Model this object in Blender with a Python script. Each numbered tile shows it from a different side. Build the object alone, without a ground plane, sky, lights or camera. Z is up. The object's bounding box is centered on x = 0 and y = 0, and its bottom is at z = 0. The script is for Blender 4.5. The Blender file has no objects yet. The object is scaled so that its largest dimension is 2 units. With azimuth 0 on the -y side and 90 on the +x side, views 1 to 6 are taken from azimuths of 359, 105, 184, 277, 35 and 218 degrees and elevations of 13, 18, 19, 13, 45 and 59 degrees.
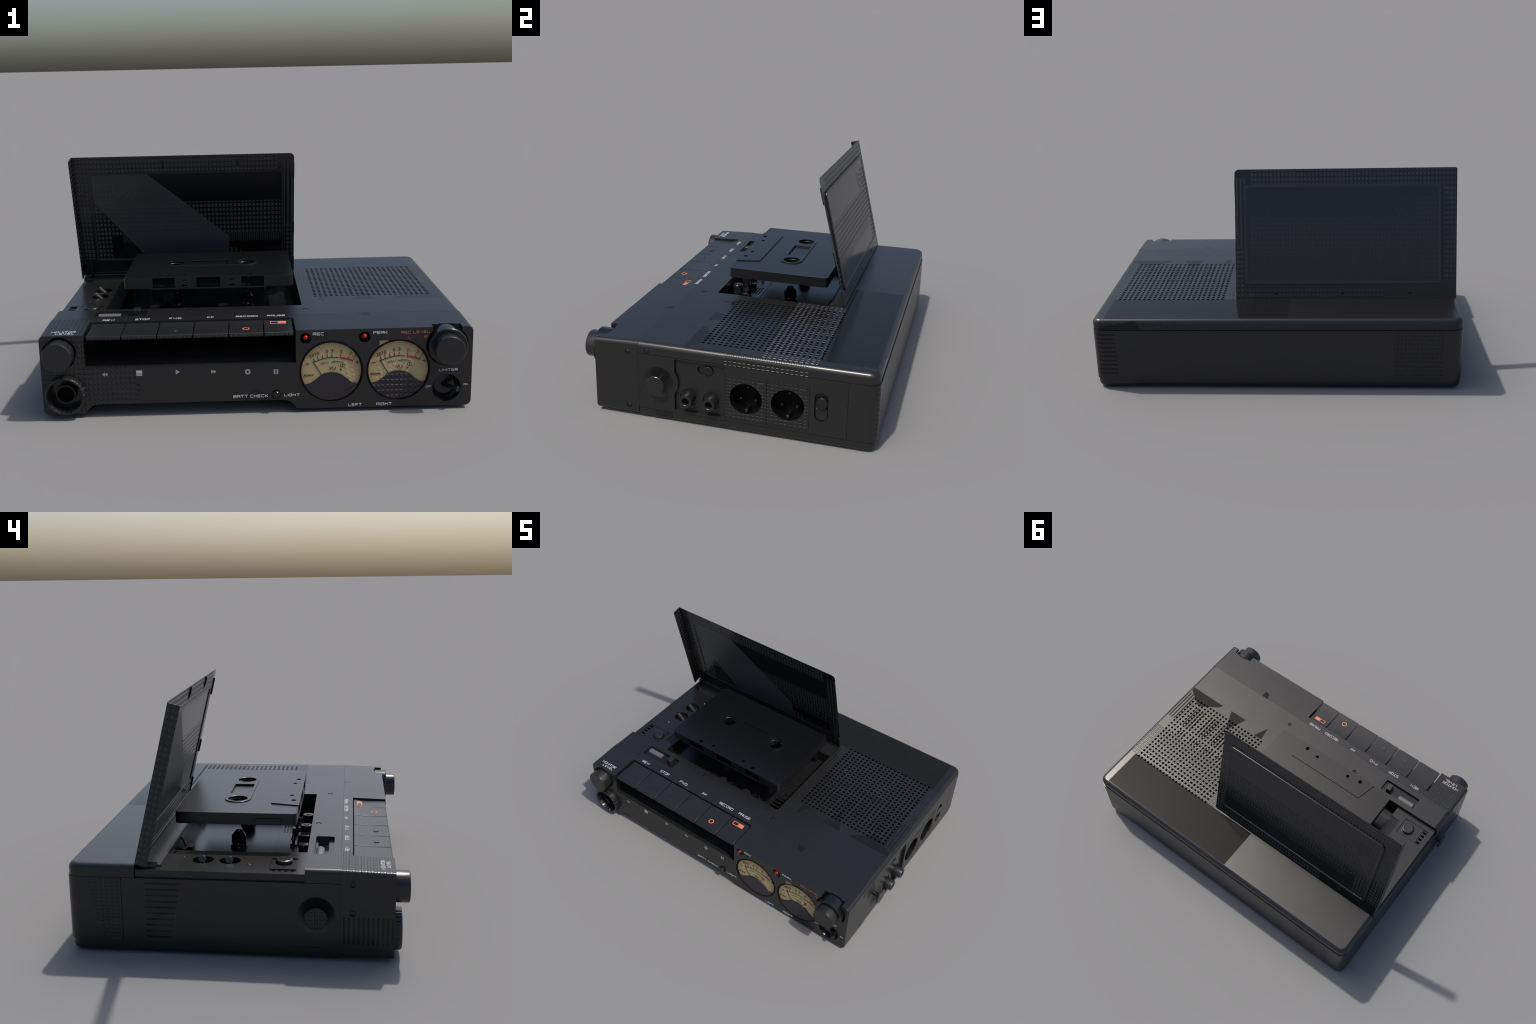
# Portable cassette recorder with an open, hinged tape-bay lid and a loose tape above the bay.
import bpy, bmesh, math
from mathutils import Vector, Matrix
from math import sin, cos, pi, radians

D = bpy.data
SC = bpy.context.scene
COL = SC.collection

# ------------------------------------------------------------------ materials
def new_mat(name):
    m = D.materials.new(name); m.use_nodes = True
    nt = m.node_tree; nt.nodes.clear()
    out = nt.nodes.new('ShaderNodeOutputMaterial')
    p = nt.nodes.new('ShaderNodeBsdfPrincipled')
    nt.links.new(p.outputs[0], out.inputs[0])
    return m, nt, p

class NB:
    """small node-building helper working on scalar sockets"""
    def __init__(s, nt):
        s.nt = nt
        tc = nt.nodes.new('ShaderNodeTexCoord')
        s.obj = tc.outputs['Object']
        sep = nt.nodes.new('ShaderNodeSeparateXYZ')
        nt.links.new(s.obj, sep.inputs[0])
        s.c = {'x': sep.outputs[0], 'y': sep.outputs[1], 'z': sep.outputs[2]}
    def put(s, sock, v):
        if isinstance(v, (int, float)): sock.default_value = v
        else: s.nt.links.new(v, sock)
    def m(s, op, a, b=0.0, c=0.0, clamp=False):
        n = s.nt.nodes.new('ShaderNodeMath'); n.operation = op; n.use_clamp = clamp
        s.put(n.inputs[0], a); s.put(n.inputs[1], b)
        if len(n.inputs) > 2: s.put(n.inputs[2], c)
        return n.outputs[0]
    def rng(s, ax, a, b):
        return s.m('COMPARE', s.c[ax], (a + b) / 2, abs(b - a) / 2)
    def mul(s, *v):
        r = v[0]
        for q in v[1:]: r = s.m('MULTIPLY', r, q)
        return r
    def any(s, *v):
        r = v[0]
        for q in v[1:]: r = s.m('MAXIMUM', r, q)
        return r
    def box(s, **k):
        return s.mul(*[s.rng(a, *v) for a, v in k.items()])
    def poly(s, a, b, pts):
        """convex polygon (either winding) in the a/b coordinate plane"""
        area = sum(p[0] * q[1] - q[0] * p[1] for p, q in zip(pts, pts[1:] + pts[:1]))
        if area < 0: pts = pts[::-1]
        fs = []
        for p, q in zip(pts, pts[1:] + pts[:1]):
            dx, dy = q[0] - p[0], q[1] - p[1]
            e = s.m('MULTIPLY_ADD', s.c[b], dx, p[0] * dy - p[1] * dx)
            e = s.m('MULTIPLY_ADD', s.c[a], -dy, e)
            fs.append(s.m('GREATER_THAN', e, 0.0))
        return s.mul(*fs)
    def stripes(s, ax, pitch, duty, off=0.0):
        f = s.m('FRACT', s.m('MULTIPLY_ADD', s.c[ax], 1 / pitch, 50.0 - off / pitch))
        return s.m('LESS_THAN', f, duty)
    def saw(s, ax, pitch, off=0.0):
        f = s.m('FRACT', s.m('MULTIPLY_ADD', s.c[ax], 1 / pitch, 50.0 - off / pitch))
        return s.m('ABSOLUTE', s.m('SUBTRACT', f, 0.5))      # 0 centre .. .5 edge
    def studs(s, a, b, pa, pb, oa=0.0, ob=0.0, half=0.29):
        """raised squares, 1 on the square, 0 in the channel (soft edged)"""
        d = s.m('MAXIMUM', s.saw(a, pa, oa), s.saw(b, pb, ob))
        return s.m('MULTIPLY_ADD', d, -9.0, 9.0 * (half + 0.055), clamp=True)
    def noise(s, scale, detail=3.0, stretch=None):
        n = s.nt.nodes.new('ShaderNodeTexNoise')
        n.inputs['Scale'].default_value = scale; n.inputs['Detail'].default_value = detail
        v = s.obj
        if stretch:
            mp = s.nt.nodes.new('ShaderNodeMapping'); mp.inputs['Scale'].default_value = stretch
            s.nt.links.new(v, mp.inputs[0]); v = mp.outputs[0]
        s.nt.links.new(v, n.inputs['Vector'])
        return n.outputs[0]
    def mix(s, f, a, b):
        return s.m('MULTIPLY_ADD', f, s.m('SUBTRACT', b, a) if not (isinstance(a, (int, float)) and isinstance(b, (int, float))) else b - a, a)
    def mixcol(s, f, a, b):
        n = s.nt.nodes.new('ShaderNodeMix'); n.data_type = 'RGBA'
        s.put(n.inputs[0], f)
        for i, v in ((6, a), (7, b)):
            if isinstance(v, tuple): n.inputs[i].default_value = (*v, 1)
            else: s.nt.links.new(v, n.inputs[i])
        return n.outputs[2]
    def bump(s, h, dist, strength=1.0):
        n = s.nt.nodes.new('ShaderNodeBump')
        n.inputs['Strength'].default_value = strength; n.inputs['Distance'].default_value = dist
        s.nt.links.new(h, n.inputs['Height'])
        return n.outputs[0]

def simple(name, col, rough=0.45, metal=0.0, spec=0.5, grain=0.0, coat=0.0):
    m, nt, p = new_mat(name)
    b = NB(nt)
    n = b.noise(60.0, 3.0)
    f = b.m('MULTIPLY_ADD', n, 0.10, 0.95)
    cn = nt.nodes.new('ShaderNodeVectorMath'); cn.operation = 'SCALE'
    cn.inputs[0].default_value = col; nt.links.new(f, cn.inputs['Scale'])
    nt.links.new(cn.outputs[0], p.inputs['Base Color'])
    nt.links.new(b.m('MULTIPLY_ADD', n, 0.03, rough - 0.015), p.inputs['Roughness'])
    p.inputs['Metallic'].default_value = metal
    p.inputs['Specular IOR Level'].default_value = spec
    p.inputs['Coat Weight'].default_value = coat
    if grain: nt.links.new(b.bump(b.noise(900.0, 2.0), 0.0004, grain), p.inputs['Normal'])
    return m

BASE = (0.0112, 0.0112, 0.0116)
ROUGH, SLICK = 0.31, 0.10
PX, PY = 0.0205, 0.0250          # pitch of the little embossed squares
SX, SZ = 0.0225, 0.0172          # the same on the side walls

def shell_material():
    m, nt, p = new_mat('shell_plastic'); b = NB(nt)
    top = b.m('GREATER_THAN', b.c['z'], 0.376)
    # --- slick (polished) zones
    sl = []
    sl.append(b.mul(top, b.box(x=(-0.062, 0.90), y=(0.439, 0.70))))
    for pts in ([(0.944, -0.198), (0.687, -0.196), (0.694, -0.174), (0.818, -0.091), (0.938, -0.171)],
                [(0.613, -0.198), (0.49, -0.199), (0.541, -0.069), (0.556, -0.069)],
                [(0.331, -0.233), (0.376, -0.137), (0.315, -0.141)],
                [(0.527, -0.464), (0.498, -0.464), (0.479, -0.4235), (0.527, -0.4235)]):
        sl.append(b.mul(top, b.poly('x', 'y', pts)))
    grp = b.stripes('x', 0.118, 0.74, 0.02)
    bars = b.stripes('x', PX, 0.42)
    sl.append(b.mul(top, bars, b.box(x=(0.865, 0.948), y=(-0.15, 0.08))))
    sl.append(b.mul(top, bars, grp, b.box(x=(0.40, 0.862), y=(-0.08, 0.085))))
    sl.append(b.mul(top, bars, grp, b.box(x=(0.30, 0.80), y=(0.125, 0.165))))
    left = b.m('LESS_THAN', b.c['x'], -0.9)
    right = b.m('GREATER_THAN', b.c['x'], 0.93)
    back = b.m('GREATER_THAN', b.c['y'], 0.66)
    front = b.m('LESS_THAN', b.c['y'], -0.62)
    sl.append(b.mul(left, b.stripes('y', 0.0197, 0.46, -0.641), b.box(y=(-0.641, -0.427), z=(0.076, 0.196))))
    sl.append(b.mul(left, b.stripes('z', 0.0263, 0.34, 0.074), b.poly('y', 'z', [(0.387, 0.07), (0.387, 0.32), (0.235, 0.32), (0.282, 0.07)])))
    sl.append(b.mul(back, b.stripes('z', 0.0246, 0.42, 0.085), b.box(x=(0.84, 0.945), z=(0.084, 0.325))))
    sl.append(b.mul(back, b.poly('x', 'z', [(0.75, 0.339), (0.93, 0.339), (0.93, 0.35), (0.75, 0.385), (0.73, 0.385), (0.70, 0.339)])))
    sl.append(b.mul(front, b.stripes('x', 0.0123, 0.55), b.box(x=(0.247, 0.313), z=(0.338, 0.372))))
    sl.append(b.mul(front, b.stripes('x', 0.014, 0.62), b.poly('x', 'z', [(-0.06, 0.062), (-0.045, 0.09), (-0.02, 0.118), (0.0, 0.118), (0.03, 0.09), (0.045, 0.062)])))
    sl.append(b.mul(front, b.stripes('z', 0.0247, 0.40, 0.02), b.poly('x', 'z', [(-0.541, 0.06), (-0.541, 0.215), (-0.50, 0.215), (-0.522, 0.14), (-0.48, 0.06)])))
    sl.append(b.mul(right, b.box(y=(-0.34, -0.25), z=(0.0, 0.05))))
    slick = b.any(*sl)
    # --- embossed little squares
    g_top = b.mul(top, b.any(b.box(x=(0.232, 0.945), y=(0.172, 0.437)), b.box(x=(-0.97, -0.765), y=(-0.66, -0.43)), b.box(x=(-0.97, -0.70), y=(-0.475, -0.43))))
    s_top = b.studs('x', 'y', PX, PY)
    g_front = b.mul(front, b.box(x=(-0.97, -0.541), z=(-0.01, 0.376)))
    s_front = b.studs('x', 'z', PX, PY)
    g_side = b.any(b.mul(right, b.box(y=(0.005, 0.40), z=(0.335, 0.40))),
                   b.mul(left, b.poly('y', 'z', [(0.487, 0.056), (0.487, 0.334), (0.655, 0.334), (0.61, 0.2), (0.585, 0.056)])))
    s_side = b.studs('y', 'z', SX, SZ)
    g_back = b.mul(back, b.box(x=(-0.86, -0.61), z=(0.06, 0.334)))
    hts = b.any(b.mul(g_top, s_top), b.mul(g_front, s_front), b.mul(g_side, s_side), b.mul(g_back, s_front))
    wave = b.mul(back, b.stripes('x', 0.031, 0.45), b.box(x=(0.365, 0.56), z=(0.338, 0.40)))
    brush = b.mul(top, b.box(x=(-0.062, 0.90), y=(0.439, 0.70)), b.noise(1.0, 4.0, (300.0, 4.0, 4.0)))
    grain = b.noise(700.0, 2.0)
    h = b.m('ADD', hts, b.m('MULTIPLY', wave, 0.8))
    h = b.m('ADD', h, b.m('MULTIPLY', brush, 0.0020))
    h = b.m('MULTIPLY_ADD', grain, 0.002, h)
    nt.links.new(b.bump(h, 0.0021, 1.0), p.inputs['Normal'])
    n2 = b.noise(9.0, 4.0)
    r0 = b.m('MULTIPLY_ADD', n2, 0.06, ROUGH - 0.03)
    nt.links.new(b.mix(slick, r0, SLICK), p.inputs['Roughness'])
    nt.links.new(b.mix(b.mul(slick, top), b.mix(slick, 0.5, 0.26), 0.14), p.inputs['Specular IOR Level'])
    nt.links.new(b.mixcol(n2, tuple(c * 0.93 for c in BASE), tuple(c * 1.07 for c in BASE)), p.inputs['Base Color'])
    return m

def emboss_material(name, a, c, pa=PX, pc=PY, extra_rough=0.0):
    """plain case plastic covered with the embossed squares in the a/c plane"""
    m, nt, p = new_mat(name); b = NB(nt)
    s = b.studs(a, c, pa, pc)
    nt.links.new(b.bump(b.m('MULTIPLY_ADD', b.noise(700.0, 2.0), 0.004, s), 0.0030, 1.0), p.inputs['Normal'])
    p.inputs['Roughness'].default_value = 0.36 + extra_rough
    nt.links.new(b.mixcol(b.noise(9.0), tuple(v * 0.93 for v in BASE), tuple(v * 1.07 for v in BASE)), p.inputs['Base Color'])
    return m

def lid_material():
    """coordinates: x across, y up the lid"""
    m, nt, p = new_mat('lid_plastic'); b = NB(nt)
    zone = b.any(b.box(x=(-0.95, 0.14), y=(0.617, 0.701)),
                 b.box(x=(0.178, 0.224), y=(0.0, 0.30)),
                 b.box(x=(-0.565, 0.17), y=(0.0, 0.078)),
                 b.box(x=(-0.955, -0.878), y=(0.10, 0.70)),
                 b.m('LESS_THAN', b.c['x'], -0.953))
    s = b.studs('x', 'y', PX, 0.0262, 0.0, 0.006, 0.32)
    s2 = b.studs('z', 'y', 0.021, 0.0262, 0.0, 0.006)
    side = b.m('LESS_THAN', b.c['x'], -0.9532)
    s = b.mix(side, s, s2)
    sq = b.mul(zone, s)
    bars = b.mul(b.box(x=(0.174, 0.232), y=(0.28, 0.66)), b.stripes('x', 0.021, 0.4, 0.004))
    sq = b.any(sq, bars)
    nt.links.new(b.bump(sq, 0.0014, 0.8), p.inputs['Normal'])
    nt.links.new(b.mix(sq, 0.17, 0.45), p.inputs['Roughness'])
    nt.links.new(b.mixcol(sq, (0.0055, 0.0057, 0.0064), (0.0280, 0.0280, 0.0285)), p.inputs['Base Color'])  # squares tinted paler, channels darkened, for the difference in reflected light
    return m

def pane_material(name, inner):
    m, nt, p = new_mat(name); b = NB(nt)
    zone = b.any(b.box(x=(-0.90, 0.157), y=(0.245, 0.437)),
                 b.box(x=(-0.90, -0.735), y=(0.43, 0.56)),
                 b.box(x=(-0.90, -0.775), y=(0.09, 0.26)))
    s = b.mul(zone, b.studs('x', 'y', PX, 0.0262, 0.0, 0.006, 0.32))
    teeth = b.mul(b.box(x=(-0.72, 0.157), y=(0.195, 0.245)), b.stripes('x', PX / 2, 0.5))
    # a fan of rays at the upper corner
    ang = b.m('ARCTAN2', b.m('SUBTRACT', b.c['y'], 0.556), b.m('SUBTRACT', b.c['x'], -0.607))
    rays = b.m('LESS_THAN', b.m('FRACT', b.m('MULTIPLY', ang, 3.4)), 0.45)
    fan = b.mul(rays, b.poly('x', 'y', [(-0.607, 0.556), (-0.73, 0.53), (-0.735, 0.45), (-0.64, 0.445)]))
    sq = b.any(s, b.m('MULTIPLY', teeth, 0.6), b.m('MULTIPLY', fan, 0.8))
    h = b.m('MULTIPLY_ADD', b.noise(1.0, 3.0, (400.0, 5.0, 5.0)), 0.03, sq)
    nt.links.new(b.bump(h, 0.0012, 0.12 if inner else 0.7), p.inputs['Normal'])
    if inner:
        band = b.poly('x', 'y', [(-0.875, 0.607), (-0.562, 0.604), (-0.132, 0.228), (-0.129, 0.080), (-0.575, 0.080), (-0.881, 0.472)])  # diagonal glass reflection, painted as a paler bluish base colour
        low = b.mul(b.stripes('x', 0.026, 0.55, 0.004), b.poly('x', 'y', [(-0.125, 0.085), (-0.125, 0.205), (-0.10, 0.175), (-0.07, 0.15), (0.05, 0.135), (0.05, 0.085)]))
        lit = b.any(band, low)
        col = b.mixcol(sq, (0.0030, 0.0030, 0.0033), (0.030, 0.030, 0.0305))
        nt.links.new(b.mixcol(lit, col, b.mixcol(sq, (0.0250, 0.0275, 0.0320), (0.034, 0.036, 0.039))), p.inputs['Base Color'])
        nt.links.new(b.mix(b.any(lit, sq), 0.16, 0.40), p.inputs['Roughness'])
    else:
        nt.links.new(b.mixcol(sq, (0.0085, 0.0090, 0.0098), (0.0140, 0.0140, 0.0145)), p.inputs['Base Color'])
        nt.links.new(b.mix(sq, 0.14, 0.42), p.inputs['Roughness'])
    return m

def dial_material(name, full):
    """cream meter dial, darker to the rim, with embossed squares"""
    m, nt, p = new_mat(name); b = NB(nt)
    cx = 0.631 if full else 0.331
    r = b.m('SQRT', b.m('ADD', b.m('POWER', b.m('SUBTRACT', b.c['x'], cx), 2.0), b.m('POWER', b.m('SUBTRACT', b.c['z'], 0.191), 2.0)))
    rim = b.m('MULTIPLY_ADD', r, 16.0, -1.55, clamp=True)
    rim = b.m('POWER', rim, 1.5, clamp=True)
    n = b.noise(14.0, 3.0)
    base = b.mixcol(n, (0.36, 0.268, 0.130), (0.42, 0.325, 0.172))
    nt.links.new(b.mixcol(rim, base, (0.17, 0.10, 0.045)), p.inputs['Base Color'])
    zone = b.box(x=(cx - 0.10, cx + 0.15)) if full else b.poly('x', 'z', [(cx + 0.0, 0.35), (cx + 0.03, 0.22), (cx + 0.09, 0.05), (cx + 0.2, 0.05), (cx + 0.2, 0.35)])
    # rotated square lattice
    a = radians(14)
    u = b.m('MULTIPLY_ADD', b.c['z'], sin(a), b.m('MULTIPLY', b.c['x'], cos(a)))
    v = b.m('MULTIPLY_ADD', b.c['z'], cos(a), b.m('MULTIPLY', b.c['x'], -sin(a)))
    b.c['u'], b.c['v'] = u, v
    s = b.mul(zone, b.studs('u', 'v', 0.0235, 0.0225, 0, 0, 0.27))
    if full:
        st = b.mul(b.box(x=(cx - 0.15, cx - 0.10)), b.stripes('v', 0.0225, 0.45))
        s = b.any(s, st)
    nt.links.new(b.bump(s, 0.0016, 0.75), p.inputs['Normal'])
    p.inputs['Roughness'].default_value = 0.5
    return m

M = {}
M['shell'] = shell_material()
M['key'] = simple('key_plastic', (0.0125, 0.0125, 0.013), 0.32)
M['key_ribbed'] = emboss_material('key_front_plastic', 'x', 'z')
M['emboss_side'] = emboss_material('embossed_side_plastic', 'y', 'z', SX, SZ)
M['knob'] = simple('knob_plastic', (0.0125, 0.0125, 0.013), 0.27)
M['gloss'] = simple('glossy_black', (0.007, 0.007, 0.0075), 0.16)
M['dark'] = simple('inner_black', (0.0028, 0.0028, 0.0032), 0.6, spec=0.1)
M['deck'] = simple('deck_plastic', (0.0115, 0.0115, 0.0115), 0.28)
M['floor'] = simple('bay_floor_plastic', (0.010, 0.0105, 0.0115), 0.20)
M['lid'] = lid_material()
M['pane_out'] = pane_material('lid_window_outer', False)
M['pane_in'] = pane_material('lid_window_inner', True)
M['tape'] = simple('tape_shell_plastic', (0.0040, 0.0042, 0.0048), 0.30)
M['white'] = simple('white_print', (0.47, 0.47, 0.49), 0.5)
M['grey'] = simple('grey_print', (0.28, 0.285, 0.31), 0.5)
M['orange'] = simple('orange_print', (0.55, 0.16, 0.085), 0.5)
M['rust'] = simple('rust_print', (0.30, 0.085, 0.055), 0.5)
M['ink'] = simple('black_ink', (0.018, 0.016, 0.018), 0.5)
M['inkred'] = simple('red_ink', (0.26, 0.022, 0.035), 0.5)
M['inkgreen'] = simple('green_ink', (0.035, 0.19, 0.075), 0.5)
M['palegreen'] = simple('pale_green_ink', (0.10, 0.20, 0.08), 0.5)
M['dialL'] = dial_material('dial_cream', False)
M['dialR'] = dial_material('dial_cream_embossed', True)
M['hood'] = simple('meter_hood_plastic', (0.0165, 0.0135, 0.0205), 0.42, grain=0.3)
M['hoodR'] = emboss_material('meter_hood_embossed', 'x', 'z')
M['lamp'] = simple('red_lamp', (0.45, 0.004, 0.004), 0.30)
M['metal'] = simple('steel', (0.30, 0.29, 0.28), 0.28, metal=1.0)
M['roller'] = simple('grey_roller', (0.095, 0.095, 0.10), 0.35)
M['frame'] = simple('lid_frame_plastic', (0.017, 0.017, 0.0175), 0.30)  # lightened to carry the sun catching the frame's bevel
M['pale'] = simple('bleed_cream', (0.24, 0.17, 0.09), 0.5)

def _hood_emb():
    nt = M['hoodR'].node_tree
    for n in nt.nodes:
        if n.type == 'MIX': n.inputs[6].default_value = (0.015, 0.012, 0.019, 1); n.inputs[7].default_value = (0.018, 0.015, 0.022, 1)
_hood_emb()

# ------------------------------------------------------------------ geometry helpers
ROOT = D.objects.new('cassette_recorder', None); COL.objects.link(ROOT)
ROOT['label'] = 'black portable cassette recorder with open lid and two level meters'
ROOT['category'] = 'cassette recorder'

def finish(me, angle=32):
    for p in me.polygons: p.use_smooth = True
    me.set_sharp_from_angle(angle=radians(angle))

def add(name, bm, mat, parent=ROOT, angle=32, bevel=0.0, segs=2, weighted=False):
    me = D.meshes.new(name); bmesh.ops.recalc_face_normals(bm, faces=bm.faces); bm.to_mesh(me); bm.free()
    me.materials.append(mat); finish(me, angle)
    o = D.objects.new(name, me); COL.objects.link(o); o.parent = parent
    if bevel:
        md = o.modifiers.new('Bevel', 'BEVEL'); md.width = bevel; md.segments = segs
        md.limit_method = 'ANGLE'; md.angle_limit = radians(40); md.harden_normals = True
    elif weighted:
        md = o.modifiers.new('WN', 'WEIGHTED_NORMAL'); md.keep_sharp = True; md.weight = 50
    return o

def bm_box(x0, x1, y0, y1, z0, z1, bm=None):
    bm = bm or bmesh.new()
    v = [bm.verts.new((x, y, z)) for x in (x0, x1) for y in (y0, y1) for z in (z0, z1)]
    for f in ((0, 1, 3, 2), (4, 6, 7, 5), (0, 4, 5, 1), (2, 3, 7, 6), (0, 2, 6, 4), (1, 5, 7, 3)):
        bm.faces.new([v[i] for i in f])
    return bm

def box(name, x0, x1, y0, y1, z0, z1, mat, parent=ROOT, bevel=0.002, segs=2):
    return add(name, bm_box(x0, x1, y0, y1, z0, z1), mat, parent, bevel=bevel, segs=segs)

AX = {'x': lambda a, b, h: (h, a, b), 'y': lambda a, b, h: (a, h, b), 'z': lambda a, b, h: (a, b, h)}

def bm_prism(pts, axis, h0, h1, bm=None):
    bm = bm or bmesh.new(); f = AX[axis]
    lo = [bm.verts.new(f(a, b, h0)) for a, b in pts]; hi = [bm.verts.new(f(a, b, h1)) for a, b in pts]
    bm.faces.new(lo); bm.faces.new(hi[::-1]); n = len(pts)
    for i in range(n): bm.faces.new((lo[i], hi[i], hi[(i + 1) % n], lo[(i + 1) % n]))
    return bm

def rrect(x0, x1, y0, y1, r, segs=6, corners=(1, 1, 1, 1)):
    """rounded rectangle, counter-clockwise from lower-left; corners: LL, LR, UR, UL"""
    rr = r if isinstance(r, (tuple, list)) else [r * c for c in corners]
    pts = []
    for (cx, cy, sx, sy, a0), q in zip(((x0, y0, 1, 1, pi), (x1, y0, -1, 1, 1.5 * pi), (x1, y1, -1, -1, 0), (x0, y1, 1, -1, .5 * pi)), rr):
        if q <= 1e-6: pts.append((cx, cy)); continue
        for i in range(segs + 1):
            a = a0 + i / segs * pi / 2
            pts.append((cx + sx * q + q * cos(a), cy + sy * q + q * sin(a)))
    return pts

def circle(cx, cy, r, n=32):
    return [(cx + r * cos(2 * pi * i / n), cy + r * sin(2 * pi * i / n)) for i in range(n)]

def stadium(cx, cy, half, r, vertical=False, n=10):
    p = [(half + r * cos(a), r * sin(a)) for a in [-pi / 2 + i * pi / n for i in range(n + 1)]]
    p += [(-half + r * cos(a), r * sin(a)) for a in [pi / 2 + i * pi / n for i in range(n + 1)]]
    return [(cx - b, cy + a) if vertical else (cx + a, cy + b) for a, b in p]

def bm_lathe(prof, origin, axis='y', n=40, bm=None):
    """prof: (radius, height along axis); closed at radius 0"""
    bm = bm or bmesh.new(); O = Vector(origin); f = AX[axis]; rings = []
    for r, h in prof:
        if r < 1e-6: rings.append([bm.verts.new(O + Vector(f(0, 0, h)))])
        else: rings.append([bm.verts.new(O + Vector(f(r * cos(2 * pi * i / n), r * sin(2 * pi * i / n), h))) for i in range(n)])
    for A, B in zip(rings, rings[1:]):
        if len(A) == 1 and len(B) == 1: continue
        for i in range(n):
            j = (i + 1) % n
            if len(A) == 1: bm.faces.new((A[0], B[i], B[j]))
            elif len(B) == 1: bm.faces.new((A[i], B[0], A[j]))
            else: bm.faces.new((A[i], B[i], B[j], A[j]))
    return bm

def lathe(name, prof, origin, mat, axis='y', n=40, parent=ROOT, angle=32):
    return add(name, bm_lathe(prof, origin, axis, n), mat, parent, angle)

def rod(p0, p1, r, n=12, r1=None, bm=None):
    bm = bm or bmesh.new(); p0, p1 = Vector(p0), Vector(p1); d = p1 - p0
    q = d.to_track_quat('Z', 'Y'); r1 = r if r1 is None else r1
    lo = [bm.verts.new(p0 + q @ Vector((r * cos(2 * pi * i / n), r * sin(2 * pi * i / n), 0))) for i in range(n)]
    hi = [bm.verts.new(p1 + q @ Vector((r1 * cos(2 * pi * i / n), r1 * sin(2 * pi * i / n), 0))) for i in range(n)]
    bm.faces.new(lo[::-1]); bm.faces.new(hi)
    for i in range(n): bm.faces.new((lo[i], lo[(i + 1) % n], hi[(i + 1) % n], hi[i]))
    return bm

def fillet(bm, pred, width, segs=4):
    """round the edges whose two ends and middle all satisfy pred"""
    ok = lambda e: pred(e.verts[0].co) and pred(e.verts[1].co) and pred((e.verts[0].co + e.verts[1].co) / 2)
    bmesh.ops.bevel(bm, geom=[e for e in bm.edges if ok(e)], offset=width, offset_type='OFFSET', segments=segs, profile=0.5, affect='EDGES', clamp_overlap=False)

def bm_loft(rings):
    """rings: lists of 3-D points, equal counts, capped at both ends"""
    bm = bmesh.new(); vs = [[bm.verts.new(p) for p in r] for r in rings]; n = len(vs[0])
    bm.faces.new(vs[0][::-1]); bm.faces.new(vs[-1])
    for a, b in zip(vs, vs[1:]):
        for i in range(n): bm.faces.new((a[i], a[(i + 1) % n], b[(i + 1) % n], b[i]))
    return bm

def case_shell(hw, y0, y1, corner, z_flat, z_end, r, steps=6):
    """case half: vertical walls from z_flat, rounded over with radius r on sides and back towards z_end"""
    up = 1 if z_end > z_flat else -1; rings = []
    for z, d in [(z_flat, 0.0)] + [(z_end - up * r * (1 - sin(a)), r * (1 - cos(a))) for a in [i * pi / 2 / steps for i in range(steps + 1)]]:
        rings.append([(x, y, z) for x, y in rrect(-hw + d, hw - d, y0, y1 - d, max(corner - d, .004), 8, (0, 0, 1, 1))])
    return bm_loft(rings if up > 0 else rings[::-1])

def carve(o, bms):
    """boolean-subtract every bmesh in bms from object o, baked"""
    tmp = []
    for b in bms:
        me = D.meshes.new('cut'); bmesh.ops.recalc_face_normals(b, faces=b.faces); b.to_mesh(me); b.free()
        c = D.objects.new('cut', me); COL.objects.link(c); tmp.append(c)
        md = o.modifiers.new('B', 'BOOLEAN'); md.operation = 'DIFFERENCE'; md.solver = 'EXACT'; md.object = c
    # booleans must come before shading modifiers
    mods = [m for m in o.modifiers if m.type != 'BOOLEAN']
    keep = [(m.type, {k: getattr(m, k) for k in (('width', 'segments', 'limit_method', 'angle_limit', 'harden_normals') if m.type == 'BEVEL' else ('keep_sharp', 'weight'))}) for m in mods]
    for m in mods: o.modifiers.remove(m)
    bpy.context.view_layer.update()
    dg = bpy.context.evaluated_depsgraph_get()
    me = D.meshes.new_from_object(o.evaluated_get(dg))
    old = o.data; o.modifiers.clear(); o.data = me; me.name = o.name
    D.meshes.remove(old)
    finish(me)
    for t, kw in keep:
        md = o.modifiers.new(t, t)
        for k, v in kw.items(): setattr(md, k, v)
    for c in tmp:
        m = c.data; D.objects.remove(c); D.meshes.remove(m)
    return o

def curve_mesh(name, splines, mat, parent=ROOT, extrude=0.003, bevel=0.0, matrix=None, closed=True, fill='BOTH', bev_res=1, angle=32):
    """2-D filled curve (outline + holes) extruded to a plate, converted to a mesh"""
    cu = D.curves.new(name, 'CURVE'); cu.dimensions = '2D'; cu.fill_mode = fill
    cu.extrude = extrude; cu.bevel_depth = bevel; cu.bevel_resolution = bev_res
    for pts in splines:
        s = cu.splines.new('POLY'); s.points.add(len(pts) - 1); s.use_cyclic_u = closed
        for q, (a, b) in zip(s.points, pts): q.co = (a, b, 0, 1)
    t = D.objects.new('t', cu); COL.objects.link(t)
    bpy.context.view_layer.update()
    me = D.meshes.new_from_object(t.evaluated_get(bpy.context.evaluated_depsgraph_get()))
    D.objects.remove(t); D.curves.remove(cu)
    if matrix is not None: me.transform(matrix)
    me.name = name; me.materials.clear(); me.materials.append(mat); finish(me, angle)
    o = D.objects.new(name, me); COL.objects.link(o); o.parent = parent
    return o

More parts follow.
